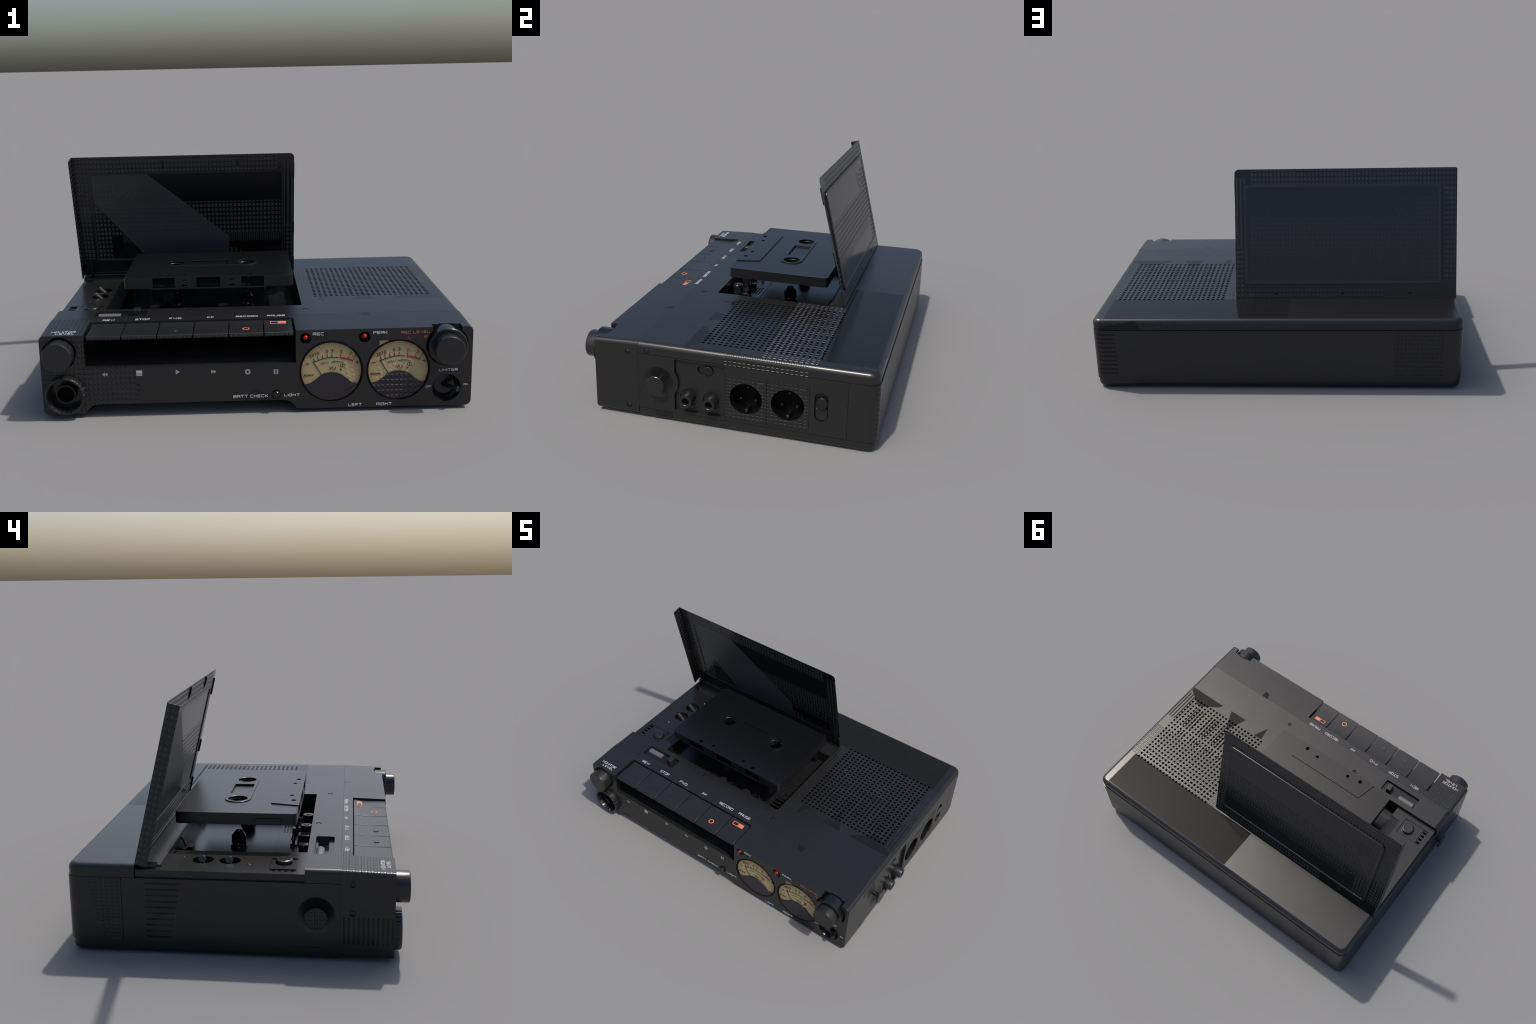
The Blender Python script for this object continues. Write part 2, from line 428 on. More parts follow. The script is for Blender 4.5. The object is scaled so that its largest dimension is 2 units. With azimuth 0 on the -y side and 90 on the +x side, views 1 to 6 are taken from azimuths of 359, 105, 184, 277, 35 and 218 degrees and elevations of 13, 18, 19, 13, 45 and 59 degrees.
FRONT = Matrix(((1, 0, 0, 0), (0, 0, -1, 0), (0, 1, 0, 0), (0, 0, 0, 1)))     # (u, v, h) -> (u, -h, v)

# squared-off extended lettering on a 4 x 6 grid
GLYPH = {
 'A': ['0,0 0,6 4,6 4,0', '0,2.6 4,2.6'], 'B': ['0,0 0,6 3.6,6 3.6,3.2 0,3.2', '3.6,3.2 4,2.8 4,0 0,0'],
 'C': ['4,6 0,6 0,0 4,0'], 'D': ['0,0 0,6 3,6 4,5 4,1 3,0 0,0'], 'E': ['4,6 0,6 0,0 4,0', '0,3 3.6,3'],
 'F': ['0,0 0,6 4,6', '0,3 3.6,3'], 'G': ['4,6 0,6 0,0 4,0 4,3 2.2,3'], 'H': ['0,0 0,6', '4,0 4,6', '0,3 4,3'],
 'I': ['0,0 0,6'], 'K': ['0,0 0,6', '4,6 1.2,3 4,0', '0,3 1.2,3'], 'L': ['0,6 0,0 4,0'],
 'M': ['0,0 0,6 2.2,2.6 4.4,6 4.4,0'], 'N': ['0,0 0,6 4,0 4,6'], 'O': ['0,0 0,6 4,6 4,0 0,0'],
 'P': ['0,0 0,6 4,6 4,2.8 0,2.8'], 'R': ['0,0 0,6 4,6 4,2.8 0,2.8', '2,2.8 4,0'], 'S': ['4,6 0,6 0,3 4,3 4,0 0,0'],
 'T': ['0,6 4.4,6', '2.2,6 2.2,0'], 'U': ['0,6 0,0 4,0 4,6'], 'V': ['0,6 2.1,0 4.2,6'], 'W': ['0,6 1.2,0 2.5,4.6 3.8,0 5,6'], 'Y': ['0,6 2,3 4,6', '2,3 2,0']}

def lettering(word, x0, x1, v0, v1, mat, matrix, stroke=0.0016, parent=ROOT, name='lettering'):
    """stroke lettering fitted to the rectangle x0..x1, v0..v1 of the plane given by matrix"""
    strokes, pen = [], 0.0
    for ch in word:
        if ch == ' ': pen += 2.6; continue
        w = 0
        for s in GLYPH[ch]:
            pts = [tuple(map(float, q.split(','))) for q in s.split()]
            w = max(w, max(p[0] for p in pts)); strokes.append([(pen + a, b) for a, b in pts])
        pen += w + 1.5
    W = pen - 1.5; r = stroke
    sx, sy = (x1 - x0 - 2 * r) / max(W, .01), (v1 - v0 - 2 * r) / 6
    cu = D.curves.new('t', 'CURVE'); cu.dimensions = '3D'; cu.bevel_depth = r; cu.bevel_resolution = 1; cu.use_fill_caps = True
    for st in strokes:
        s = cu.splines.new('POLY'); s.points.add(len(st) - 1)
        s.use_cyclic_u = len(st) > 2 and st[0] == st[-1]
        for q, (a, b) in zip(s.points, st): q.co = (x0 + r + a * sx, v0 + r + b * sy, 0, 1)
    t = D.objects.new('t', cu); COL.objects.link(t); bpy.context.view_layer.update()
    me = D.meshes.new_from_object(t.evaluated_get(bpy.context.evaluated_depsgraph_get()))
    D.objects.remove(t); D.curves.remove(cu)
    me.transform(matrix @ Matrix.Diagonal((1, 1, 0.45, 1)))
    me.name = name; me.materials.clear(); me.materials.append(mat); finish(me, 60)
    o = D.objects.new(name, me); COL.objects.link(o); o.parent = parent
    return o

def font_text(body, cx, cz, h, mat, y, parent, width=None, rot=0.0, name='dial_lettering', weight=0.0):
    cu = D.curves.new('t', 'FONT'); cu.body = body; cu.align_x = 'CENTER'; cu.align_y = 'CENTER'; cu.size = h / 0.72; cu.extrude = 0.0003; cu.offset = weight
    cu.resolution_u = 4
    t = D.objects.new('t', cu); COL.objects.link(t); bpy.context.view_layer.update()
    me = D.meshes.new_from_object(t.evaluated_get(bpy.context.evaluated_depsgraph_get()))
    D.objects.remove(t); D.curves.remove(cu)
    xs = [v.co.x for v in me.vertices]; ys = [v.co.y for v in me.vertices]
    sx = (width / (max(xs) - min(xs))) if width else 1.0
    me.transform(Matrix.Translation((cx, y, cz)) @ FRONT @ Matrix.Rotation(rot, 4, 'Z') @ Matrix.Diagonal((sx, 1, 1, 1)) @ Matrix.Translation((-(max(xs) + min(xs)) / 2, -(max(ys) + min(ys)) / 2, 0)))
    me.name = name; me.materials.clear(); me.materials.append(mat)
    o = D.objects.new(name, me); COL.objects.link(o); o.parent = parent
    return o

# ------------------------------------------------------------------ principal dimensions
HW = 0.962                      # half width
YF, YS, YB = -0.645, -0.424, 0.7245   # front face, seam, back
ZT = 0.394                      # top
Z_UP, Z_LO = 0.337, 0.054       # shell seams
BX1, BY0, BY1 = 0.226, -0.278, 0.430   # tape-bay recess (open to the left)
DECK = 0.370
WX0, WX1, WY0, WY1, WZ = -0.675, 0.224, -0.2775, 0.327, 0.293   # cassette well

# --- lower shell
bm = case_shell(HW - .004, YS + .001, YB - .006, .046, Z_LO, 0.003, .026)
low = add('lower_shell', bm, M['shell'], weighted=True)
carve(low, [bm_box(-.925, .880, -.40, .690, .008, .2)])

# --- middle shell with the side sockets and the cassette well
bm = bm_prism(rrect(-HW, HW, YS + .001, YB, .048, 8, (0, 0, 1, 1)), 'z', Z_LO + .0012, Z_UP - .0008)
mid = add('middle_shell', bm, M['shell'], weighted=True)
LUG = (-0.325, 0.198)
cuts = [bm_box(WX0, WX1, WY0, WY1, WZ, .5), bm_box(WX0 + .01, WX1 - .01, WY0, -.206, .281, .5), bm_box(.245, .880, -.40, .700, .0, .5), bm_box(-.925, .245 + .01, -.395, .695, .0, .20)]
for s in (-1, 1):               # spherical dish round each strap lug
    cuts.append(bm_lathe([(0, -.016), (.020, -.0152), (.040, -.0128), (.058, -.0088), (.074, -.0040), (.0880, .0012), (.0880, .05), (0, .05)] if s > 0 else
                         [(0, -.05), (.0880, -.05), (.0880, -.0012), (.074, .0040), (.058, .0088), (.040, .0128), (.020, .0152), (0, .016)],
                         (s * HW, LUG[0], LUG[1]), 'x', 40))
G = 0.0032                      # panel grooves, right side
def groove(y0, y1, z0, z1, d=.004): cuts.append(bm_box(HW - d, HW + .02, y0, y1, z0, z1))
groove(.5855, .5855 + G, .062, .34)
REC_D = .014                    # the connector panel lies a little deeper than the case wall
cuts.append(bm_prism([(-.2395, .068), (.0105, .068), (.0105, .3300), (-.2395, .3300), (-.2395, .262), (-.2245, .235), (-.2215, .208), (-.2245, .181), (-.2395, .152)], 'x', HW - REC_D, HW + .02))
XLR = ((0.111, 0.179, .013, .2090), (0.3095, 0.180, .2125, .4085))
for cy, cz, y0, y1 in XLR:
    cuts.append(bm_prism(rrect(y0 - .002, y1 + .002, .0655, .2905, .003, 2), 'x', HW - .010, HW + .02))
    cuts.append(bm_prism(circle(cy, cz, .079, 40), 'x', HW - .070, HW - .005))
cuts.append(bm_prism(stadium(.466, .196, .042, .032, True), 'x', HW - .018, HW + .02))
cuts.append(bm_prism(stadium(-.0895, .290, .0145, .026), 'x', HW - .026, HW + .02))
JACK = ((-.173, .138), (-.059, .137))
for y, z in JACK: cuts.append(bm_prism(circle(y, z, .044, 32), 'x', HW - .020, HW + .02))
cuts.append(bm_box(-HW - .02, -HW + .003, .4855, .4885, .056, .40))     # left rear seam
cuts.append(bm_box(-HW - .02, -HW + .004, -.339, -.238, .0575, .0595))
carve(mid, cuts)

# --- upper shell with the tape bay cut out of its left side
bm = case_shell(HW, YS + .001, YB - .004, .048, Z_UP + .0012, ZT, .026)
upper = add('upper_shell', bm, M['shell'], weighted=True)
GX0, GX1, GY0, GY1 = .284, .892, -.146, .4605
SLOT = rrect(-.760, -.517, -.390, -.307, .008, 3)
cuts = [bm_box(-1.1, BX1, BY0, BY1, .30, .45), bm_box(GX0, GX1, GY0, GY1, .38, .45), bm_box(.245, .925, -.40, .685, .30, .386), bm_prism(SLOT, 'z', .352, .45)]
cuts += [bm_prism(circle(x, y, .0135, 20), 'z', ZT - .004, .45) for x, y in ((.237, -.350), (-.315, -.310))]
cuts += [bm_lathe([(0, -.005), (.0125, -.005), (.0125, .03), (0, .03)], (s * HW, y, .352), 'x', 20) for s, y in ((1, -.378),)]
carve(upper, cuts)
for x, y in ((.237, -.350), (-.315, -.310)):
    lathe('screw', [(0, -.001), (.009, -.0012), (.0118, -.004), (.0118, -.006)], (x, y, ZT), M['gloss'], 'z', 20)

# --- speaker grille: 22 x 22 round perforations
holes = [circle(.3045 + i * .02705, -.126 + j * .027, .0077, 12) for i in range(22) for j in range(22)]
curve_mesh('speaker_grille', [[(GX0, GY0), (GX1, GY0), (GX1, GY1), (GX0, GY1)]] + holes, M['shell'], extrude=.001,
           matrix=Matrix.Translation((0, 0, ZT - .001)))
box('case_floor', -.924, .879, -.399, .689, .006, .012, M['dark'], bevel=0)

# --- deck plate of the tape bay
bm = bm_box(-.9505, BX1 - .0005, BY0 + .0005, BY1 - .0005, Z_UP - .003, DECK)
deck = add('deck_plate', bm, M['deck'], bevel=.0015)
PAN = (-.922, -.758, -.241, -.127)
cuts = [bm_box(WX0, WX1, WY0 - .003, WY1, .2, .5), bm_box(-.738, WX0 + .01, -.2, .31, DECK - .005, .5)]
for y in (.165, .049): cuts.append(bm_prism(circle(-.806, y, .0455, 36), 'z', DECK - .030, .5))
cuts.append(bm_box(*PAN, DECK - .006, .5))
for x, y in ((-.772, .252), (-.845, -.040)): cuts.append(bm_prism(circle(x, y, .010, 16), 'z', DECK - .005, .5))
carve(deck, cuts)
for x, y in ((-.772, .252), (-.845, -.040)):
    lathe('screw', [(0, -.0005), (.006, -.001), (.0085, -.0035), (.0085, -.006)], (x, y, DECK), M['metal'], 'z', 16)
bm = bmesh.new()
for y in (.165, .049):
    rod((-.787, y, DECK - .032), (-.834, y, DECK + .014), .0165, 20, bm=bm)
add('leaf_post', bm, M['key'], bevel=.002)
# latch-button panel
panel = add('button_panel', bm_box(PAN[0] + .002, PAN[1] - .002, PAN[2] + .002, PAN[3] - .002, DECK - .02, DECK - .001), M['deck'], bevel=.001)
carve(panel, [bm_box(-.924, -.890, -.238, -.130, DECK - .012, .5), bm_box(-.7755, -.75, -.235, -.130, DECK - .010, .5)])
lathe('latch_button', [(.0375, -.002), (.0375, .009), (.034, .014), (.030, .0155), (0, .0155)], (-.807, -.184, DECK), M['knob'], 'z', 40, angle=12)
bm = bmesh.new()
for i in range(4): bm_box(-.917, -.895, -.230 + i * .0265, -.217 + i * .0265, DECK - .0115, DECK - .006, bm)
add('switch_contact', bm, M['metal'])
# slider pocket on the strip in front of the bay
box('pocket_floor', -.760, -.517, -.390, -.307, .352, .3790, M['gloss'], bevel=0)
bm = rod((-.747, -.331, .3660), (-.643, -.331, .3660), .0230, 28)
add('counter_roller', bm, M['roller'])
box('slider_knob', -.580, -.546, -.366, -.318, .353, .416, M['key'], bevel=.004, segs=3)

# ------------------------------------------------------------------ well interior
box('bay_floor', WX0 - .0, WX1, -.108, WY1, WZ - .004, WZ + .002, M['floor'], bevel=0)
o = add('bay_floor_front', bm_box(WX0 + .02, WX1 - .01, -.205, -.109, WZ - .002, WZ + .0040), M['floor'])
carve(o, [bm_box(-.175 , -.058, -.135 - i * .0155, -.1275 - i * .0155, .2, .4) for i in range(5)])
SP = ((-.402, .065), (-.040, .065))
for x, y in SP:
    bm = bm_lathe([(0, .002), (.040, .002), (.040, .010), (.030, .016), (.026, .022), (.026, .052), (.031, .056), (.033, .062), (.016, .086), (.010, .090), (0, .090)], (x, y, WZ), 'z', 24)
    for k in range(6):
        a = k * pi / 3 + .3
        c, s = cos(a), sin(a)
        p = [(x + c * .020 - s * .005, y + s * .020 + c * .005), (x + c * .020 + s * .005, y + s * .020 - c * .005), (x + c * .036 + s * .005, y + s * .036 - c * .005), (x + c * .036 - s * .005, y + s * .036 + c * .005)]
        bm_prism(p, 'z', WZ + .018, WZ + .060, bm)
    add('drive_spindle', bm, M['gloss'], angle=40)
for x in (-.222, -.040):
    lathe('pinch_roller', [(0, -.09), (.029, -.09), (.029, .060), (.026, .064), (.012, .064), (.010, .067), (0, .067)], (x, -.246, WZ), M['key'], 'z', 24)
    bm = rod((x, -.240, WZ + .02), (x + .055, -.185, WZ + .02), .010, 8)
    rod((x + .055, -.185, WZ), (x + .055, -.185, WZ + .030), .014, 12, bm=bm)
    add('roller_arm', bm, M['gloss'])
for x in (-.375, -.105):
    lathe('guide_pin', [(.018, .008), (.018, .014), (.007, .016), (.007, .030), (.012, .034), (.011, .040), (.004, .062), (0, .063)], (x, -.192, WZ), M['gloss'], 'z', 16)
box('tape_head', -.325, -.262, -.268, -.210, .21, WZ + .040, M['gloss'], bevel=.006, segs=3)
box('erase_head', -.455, -.415, -.268, -.222, .21, WZ + .036, M['gloss'], bevel=.004)
bm = bmesh.new()
for i in range(15): bm_box(.115, .185, -.235 + i * .030, -.220 + i * .030, WZ, WZ + .004, bm)
add('bay_stripe', bm, M['deck'])
lathe('screw', [(0, .006), (.012, .0055), (.0155, .002), (.0155, 0)], (.150, -.078, WZ + .003), M['gloss'], 'z', 20)
for x, s in ((-.50, 1), (.05, -1)):     # ejector clips at the back of the well
    bm = bm_box(x, x + .055, .272, .302, WZ + .002, WZ + .028)
    rod((x + .01, .300, WZ + .02), (x + .01, .324, WZ + .072), .006, 8, bm=bm)
    rod((x - s * .05, .300, WZ + .03), (x + .05, .300, WZ + .03), .0065, 8, bm=bm)
    bm_box(x - s * .07 - .01, x - s * .07 + .01, .290, .318, WZ, WZ + .045, bm)
    add('ejector_clip', bm, M['gloss'], bevel=.0015)

# ------------------------------------------------------------------ front section
prof = rrect(-HW, HW, .014, ZT, (.022, .022, .020, .020), 6)
# arched cut-out along the bottom edge
i0 = [i for i, p in enumerate(prof) if abs(p[1] - .014) < 1e-6]
arch = [(-.777, .014)] + [(-.777 + .072 * (1 - cos(a)), .014 + .047 * sin(a)) for a in [i * pi / 16 for i in range(1, 9)]]
arch += [(.176 - (p[0] + .777), p[1]) for p in arch[::-1]]
cut_at = i0[0] + 1
prof = prof[:cut_at] + arch + prof[cut_at:]
bm = bm_prism(prof, 'y', YF, YS + .0004)
fillet(bm, lambda c: c.y < YF + .001, .0035, 2)
for v in bm.verts:
    if v.co.z > .36: v.co.z -= .0075 * (YS - v.co.y) / (YS - YF)
front = add('front_panel', bm, M['shell'], weighted=True)
KN = (.848, .300); MK = (-.876, .304); HP = (-.859, .112); LM = (.850, .099); BT = (.083, .088)
MET = (.331, .631); MZ = .191
LAMPS = ((.217, .347), (.479, .347))
cyl = lambda x, z, r, d, n=48: bm_prism(circle(x, z, r, n), 'y', YF - .05, YF + d)
cuts = [bm_box(-.766, .173, YF - .05, -.472, .2355, .45),
        bm_box(.782, .912, YF - .05, -.607, .30, .45),
        cyl(KN[0], KN[1], .094, .045), cyl(*MK, .0755, .04), cyl(*LM, .0645, .05), cyl(*HP, .084, .05), cyl(*BT, .0225, .008, 24)]
cuts += [cyl(x, MZ, .1435, .022, 64) for x in MET]
cuts += [bm_lathe([(0, .024), (.014, .022), (.022, .012), (.026, 0), (.027, -.01), (0, -.01)], (x, YF, z), 'y', 28) for x, z in LAMPS]
cuts += [bm_lathe([(0, -.005), (.0128, -.005), (.0128, .03), (0, .03)] if s > 0 else [(0, -.03), (.0128, -.03), (.0128, .005), (0, .005)], (s * HW, y, z), 'x', 20)
         for s, y, z in ((1, -.475, .336), (1, -.475, .056), (-1, -.472, .336), (-1, -.473, .211))]
carve(front, cuts)
for s, y, z in ((1, -.475, .336), (1, -.475, .056), (-1, -.472, .336), (-1, -.473, .211), (1, -.378, .352)):
    lathe('screw', [(0, s * .0022), (.004, s * .0019), (.008, s * .0008), (.0108, s * -.0014), (.0116, s * -.006)], (s * HW, y, z), M['gloss'], 'x', 20)

# key slot interior and keys
add('key_slot_back', bm_prism([(-.612, .2358), (-.606, .2440), (-.575, .2610), (-.535, .2810), (-.498, .2990), (-.479, .3180), (-.475, .3640), (-.473, .3640), (-.473, .2358)], 'x', -.7655, .1725), M['dark'])
KX = [-.757, -.601, -.443, -.2825, -.1245, .0325, .166]
kp = [(-.6385, .3605), (-.640, .376), (-.637, .3785), (-.529, .3785), (-.477, .3855), (-.477, .372), (-.530, .3655), (-.600, .3600)]
KEYS = []
for i in range(6):
    x0, x1 = KX[i] + .0026, KX[i + 1] - .0026
    k = add('key', bm_prism(kp, 'x', x0, x1), M['key'], bevel=.0016, segs=2)
    KEYS.append(k)
    kf = add('key_front', bm_prism([(-.6415, .3625), (-.6425, .3745), (-.638, .3745), (-.638, .3625)], 'x', x0 + .004, x1 - .004), M['key_ribbed'], k, bevel=.001)
zk = .3789
ring = curve_mesh('record_ring', [circle(-.047, -.579, .0165, 28), circle(-.047, -.579, .0115, 28)], M['orange'], KEYS[4], .0004, matrix=Matrix.Translation((0, 0, zk)))
slope = Matrix.Translation((0, -.529, .3789)) @ Matrix.Rotation(math.atan2(.007, .052), 4, 'X')
curve_mesh('pause_mark', [rrect(.064, .138, .009, .035, .004, 3), rrect(.0675, .100, .0125, .0315, .002, 2)], M['orange'], KEYS[5], .0004, matrix=slope)
box('key_emboss', -.540, -.512, -.590, -.566, .377, .3815, M['key'], KEYS[1], .001)
lathe('key_emboss', [(0, .0035), (.012, .0030), (.014, 0)], (-.368, -.580, .3780), M['key'], 'z', 24, KEYS[2])

# round controls
lathe('record_level_collar', [(0, -.028), (.083, -.028), (.087, -.024), (.087, .04), (0, .04)], (KN[0], YF, KN[1]), M['gloss'], 'y', 48)
lathe('record_level_knob', [(0, -.0795), (.0615, -.0795), (.0645, -.077), (.0655, -.0735), (.0655, -.020), (0, -.020)], (KN[0] - .002, YF, KN[1]), M['knob'], 'y', 56)
lathe('monitor_level_knob', [(0, -.060), (.0625, -.060), (.0655, -.0575), (.0665, -.054), (.0665, .03), (0, .03)], (*MK[:1], YF, MK[1]), M['knob'], 'y', 56)
lathe('headphone_socket_ring', [(.0745, .045), (.0745, -.024), (.078, -.0305), (.0845, -.0315), (.089, -.027), (.090, -.018), (.0905, .004), (.0905, .02)], (HP[0], YF, HP[1]), M['shell'], 'y', 56)
lathe('headphone_socket', [(.0740, .032), (.046, .032), (.046, .002), (.044, -.0005), (.0385, -.0005), (.036, .004), (.036, .055), (0, .055)], (HP[0], YF, HP[1]), M['gloss'], 'y', 48)
lathe('headphone_socket_bore', [(0, .046), (.0355, .046), (.0355, .050)], (HP[0], YF, HP[1]), M['dark'], 'y', 32)
lathe('limiter_cup', [(.0640, -.0005), (.0615, .004), (.060, .030), (.046, .046), (0, .048)], (LM[0], YF, LM[1]), M['gloss'], 'y', 48)
bm = rod((.842, YF + .047, .099), (.897, YF - .022, .100), .0085, 20, r1=.0132)
add('limiter_toggle', bm, M['gloss'], bevel=.002)
lathe('light_button', [(.0165, .012), (.0165, -.010), (.0140, -.0135), (0, -.0135)], (BT[0], YF, BT[1]), M['knob'], 'y', 28)
for x, z in LAMPS:
    lathe('lamp_cup', [(.0272, -.0004), (.0255, .0022), (.0205, .0135), (.0130, .0212), (.0110, .0216)], (x, YF, z), M['gloss'], 'y', 32)
    lathe('indicator_lamp', [(0, -.005), (.0055, -.0038), (.0092, .000), (.0106, .006), (.0106, .022)], (x, YF, z + .005), M['lamp'], 'y', 24)

# meters
for k, cx in enumerate(MET):
    meter = lathe('level_meter', [(.1435, .001), (.1425, -.0015), (.1365, -.0015), (.1348, .0005), (.1342, .0062), (.1338, .020)], (cx, YF, MZ), M['dark'], 'y', 72)
    yd = YF + .006
    lathe('dial', [(.1372, .016), (.1372, .0065), (0, .0065)], (cx, YF, MZ), M['dialR' if k else 'dialL'], 'y', 64, meter)
    def P(u, v): return (cx + (u - 722) * .000285, MZ - (v - 868) * .000285)
    # hood covering the movement
    hill = [(-.132, -.0615), (-.110, -.0600), (-.094, -.0560), (-.072, -.0400), (-.050, -.0220), (-.028, -.0095), (0, -.0055), (.028, -.0085), (.050, -.0200), (.072, -.0390), (.090, -.0540), (.104, -.0590), (.122, -.0620)]
    arc = [(.1355 * cos(a), .1355 * sin(a)) for a in [radians(-27 - i * 126 / 20) for i in range(21)]]
    pts = [(cx + a, MZ + b) for a, b in hill + arc]
    add('meter_hood', bm_prism(pts, 'y', yd - .006, yd + .002), M['hoodR' if k else 'hood'], meter, bevel=.004, segs=3)
    bm = bmesh.new()
    def bar(p, q, w, bm, t=.0006):
        (a, b), (c, d) = P(*p), P(*q); L = math.hypot(c - a, d - b); nx, nz = -(d - b) / L * w / 2, (c - a) / L * w / 2
        bm_prism([(a + nx, b + nz), (c + nx, d + nz), (c - nx, d - nz), (a - nx, b - nz)], 'y', yd - t, yd + .001, bm)
    def arcbar(pts, w, bm, t):
        n = len(pts)
        up = [(P(u, v)[0], P(u, v)[1] + w / 2) for u, v in pts]; dn = [(P(u, v)[0], P(u, v)[1] - w / 2) for u, v in pts[::-1]]
        bm_prism(up + dn, 'y', yd - t, yd + .001, bm)
    arcbar([(436, 722), (500, 698), (580, 670), (660, 652), (740, 645), (838, 653)], .0034, bm, .0007)
    for i, (p, q) in enumerate((((465, 700), (442, 652)), ((522, 682), (507, 625)), ((595, 660), (585, 605)), ((662, 648), (660, 590)), ((735, 642), (736, 585)), ((316, 743), (382, 743)), ((1098, 738), (1162, 736)), ((1130, 705), (1132, 768)), ((447, 722), (570, 930)), ((430, 705), (445, 735)))):
        bar(p, q, .0026, bm, .0009 + i * .00004)
    lathe('dial_stud', [(0, -.0012), (.0035, -.0010), (.0035, .001)], (P(873, 850)[0], yd, P(873, 850)[1]), M['ink'], 'y', 12, meter)
    add('dial_scale', bm, M['ink'], meter)
    bm = bmesh.new()
    arcbar([(856, 652), (910, 664), (985, 685), (1062, 712)], .0085, bm, .0007)
    for i, (p, q) in enumerate((((865, 650), (871, 598)), ((988, 680), (1002, 632)), ((1062, 700), (1078, 662)))): bar(p, q, .003, bm, .0009 + i * .00004)
    add('dial_red_zone', bm, M['inkred'], meter)
    bm = bmesh.new(); arcbar([(732, 720), (785, 718), (787, 722)], .0085, bm, .0007); arcbar([(780, 712), (850, 716), (925, 733)], .0045, bm, .0010)
    add('dial_battery_zone', bm, M['inkgreen'], meter)
    for tx, u, v, h, mm, w, rt in (('20', 415, 612, .0155, 'ink', .022, .35), ('10', 502, 580, .0155, 'ink', .019, .22), ('5', 655, 543, .0150, 'ink', .0105, .05), ('3', 735, 535, .0150, 'ink', .0110, 0),
                                   ('0', 882, 550, .0155, 'inkred', .0115, -.1), ('3', 1024, 587, .0150, 'inkred', .0105, -.3), ('5', 1100, 632, .0145, 'inkred', .009, -.4),
                                   ('BATT', 630, 733, .0125, 'palegreen', .036, .08), ('VU', 738, 825, .0165, 'ink', .0305, 0)):
        x, z = P(u, v)
        font_text(tx, x, z, h, M[mm], yd - .0006, meter, w, rt)
    x, z = P(372, 935); font_text('SONY', x, z, .0085, M['ink'], yd - .0006, meter, .046, 0, weight=.0004)
    for u in (885, 922):
        x, z = P(u, 787)
        curve_mesh('dial_frame_mark', [rrect(x - .005, x + .005, z - .0075, z + .0075, .001, 1), rrect(x - .0037, x + .0037, z - .0062, z + .0062, .0005, 1)], M['ink'], meter, .0004, matrix=Matrix.Translation((0, yd - .0006, 0)) @ FRONT)
# cream bleed above the right meter
pl = [(.542, .305), (.547, .3165), (.543, .328), (.560, .3305), (.580, .3285), (.592, .3265), (.575, .3225), (.560, .315)]
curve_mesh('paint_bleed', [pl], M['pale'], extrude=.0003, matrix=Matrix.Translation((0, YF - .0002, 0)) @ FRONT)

# ------------------------------------------------------------------ lettering
FP = Matrix.Translation((0, YF - .0001, 0)) @ FRONT
for w, a, b, c, d, mm in (('REC', .248, .299, .360, .374, 'white'), ('PEAK', .516, .581, .360, .374, 'white'), ('REC LEVEL', .640, .769, .3585, .3715, 'rust'),
                          ('L', .671, .685, .335, .348, 'rust'), ('R', .744, .758, .335, .348, 'rust'), ('LIMITER', .813, .898, .178, .191, 'white'),
                          ('OFF', .756, .781, .102, .112, 'white'), ('ON', .927, .947, .109, .118, 'white'), ('LEFT', .406, .469, .021, .035, 'white'),
                          ('RIGHT', .534, .605, .0215, .0355, 'white'), ('BATT CHECK', -.111, .046, .0745, .0890, 'white'), ('LIGHT', .118, .189, .076, .089, 'white')):
    lettering(w, a, b, c, d, M[mm], FP, .0012 if w in ('OFF', 'ON') else .0015)
tilt = math.atan2(.0075, YS - YF)
def top_plane(y): return Matrix.Translation((0, YS, ZT + .0001)) @ Matrix.Rotation(tilt, 4, 'X') @ Matrix.Translation((0, -YS, 0))
TP = top_plane(0)
for w, a, b, c, d in (('REW', -.711, -.654, -.4565, -.437), ('STOP', -.560, -.492, -.4555, -.436), ('FWD', -.403, -.346, -.453, -.434), ('FF', -.226, -.194, -.450, -.432),
                      ('RECORD', -.093, .009, -.448, -.4295), ('PAUSE', .052, .138, -.447, -.429), ('MONITOR', -.915, -.806, -.604, -.5865), ('LEVEL', -.893, -.808, -.626, -.610)):
    lettering(w, a, b, c, d, M['white'], TP, .0014)
# transport symbols on the front face
def sym(polys, mat=M['grey']):
    curve_mesh('transport_symbol', polys, mat, extrude=.0004, matrix=FP)
tri = lambda x, w, z0, z1: [(x, z0), (x + w, (z0 + z1) / 2), (x, z1)]
sym([tri(-.6795 - .0005, -.0115, .193, .212)]); sym([tri(-.668, -.0115, .193, .212)])
sym([rrect(-.540, -.513, .205, .217, .001, 1)], M['white']); sym([rrect(-.540, -.513, .192, .2045, .001, 1)])
sym([tri(-.364, .0195, .194, .218)])
sym([tri(-.206, .0115, .193, .213)]); sym([tri(-.195, .0115, .193, .213)])
sym([circle(-.043, .198, .0128, 28), circle(-.043, .198, .0055, 20)])
sym([rrect(.073, .0805, .184, .207, .0005, 1)]); sym([rrect(.0855, .093, .184, .207, .0005, 1)])

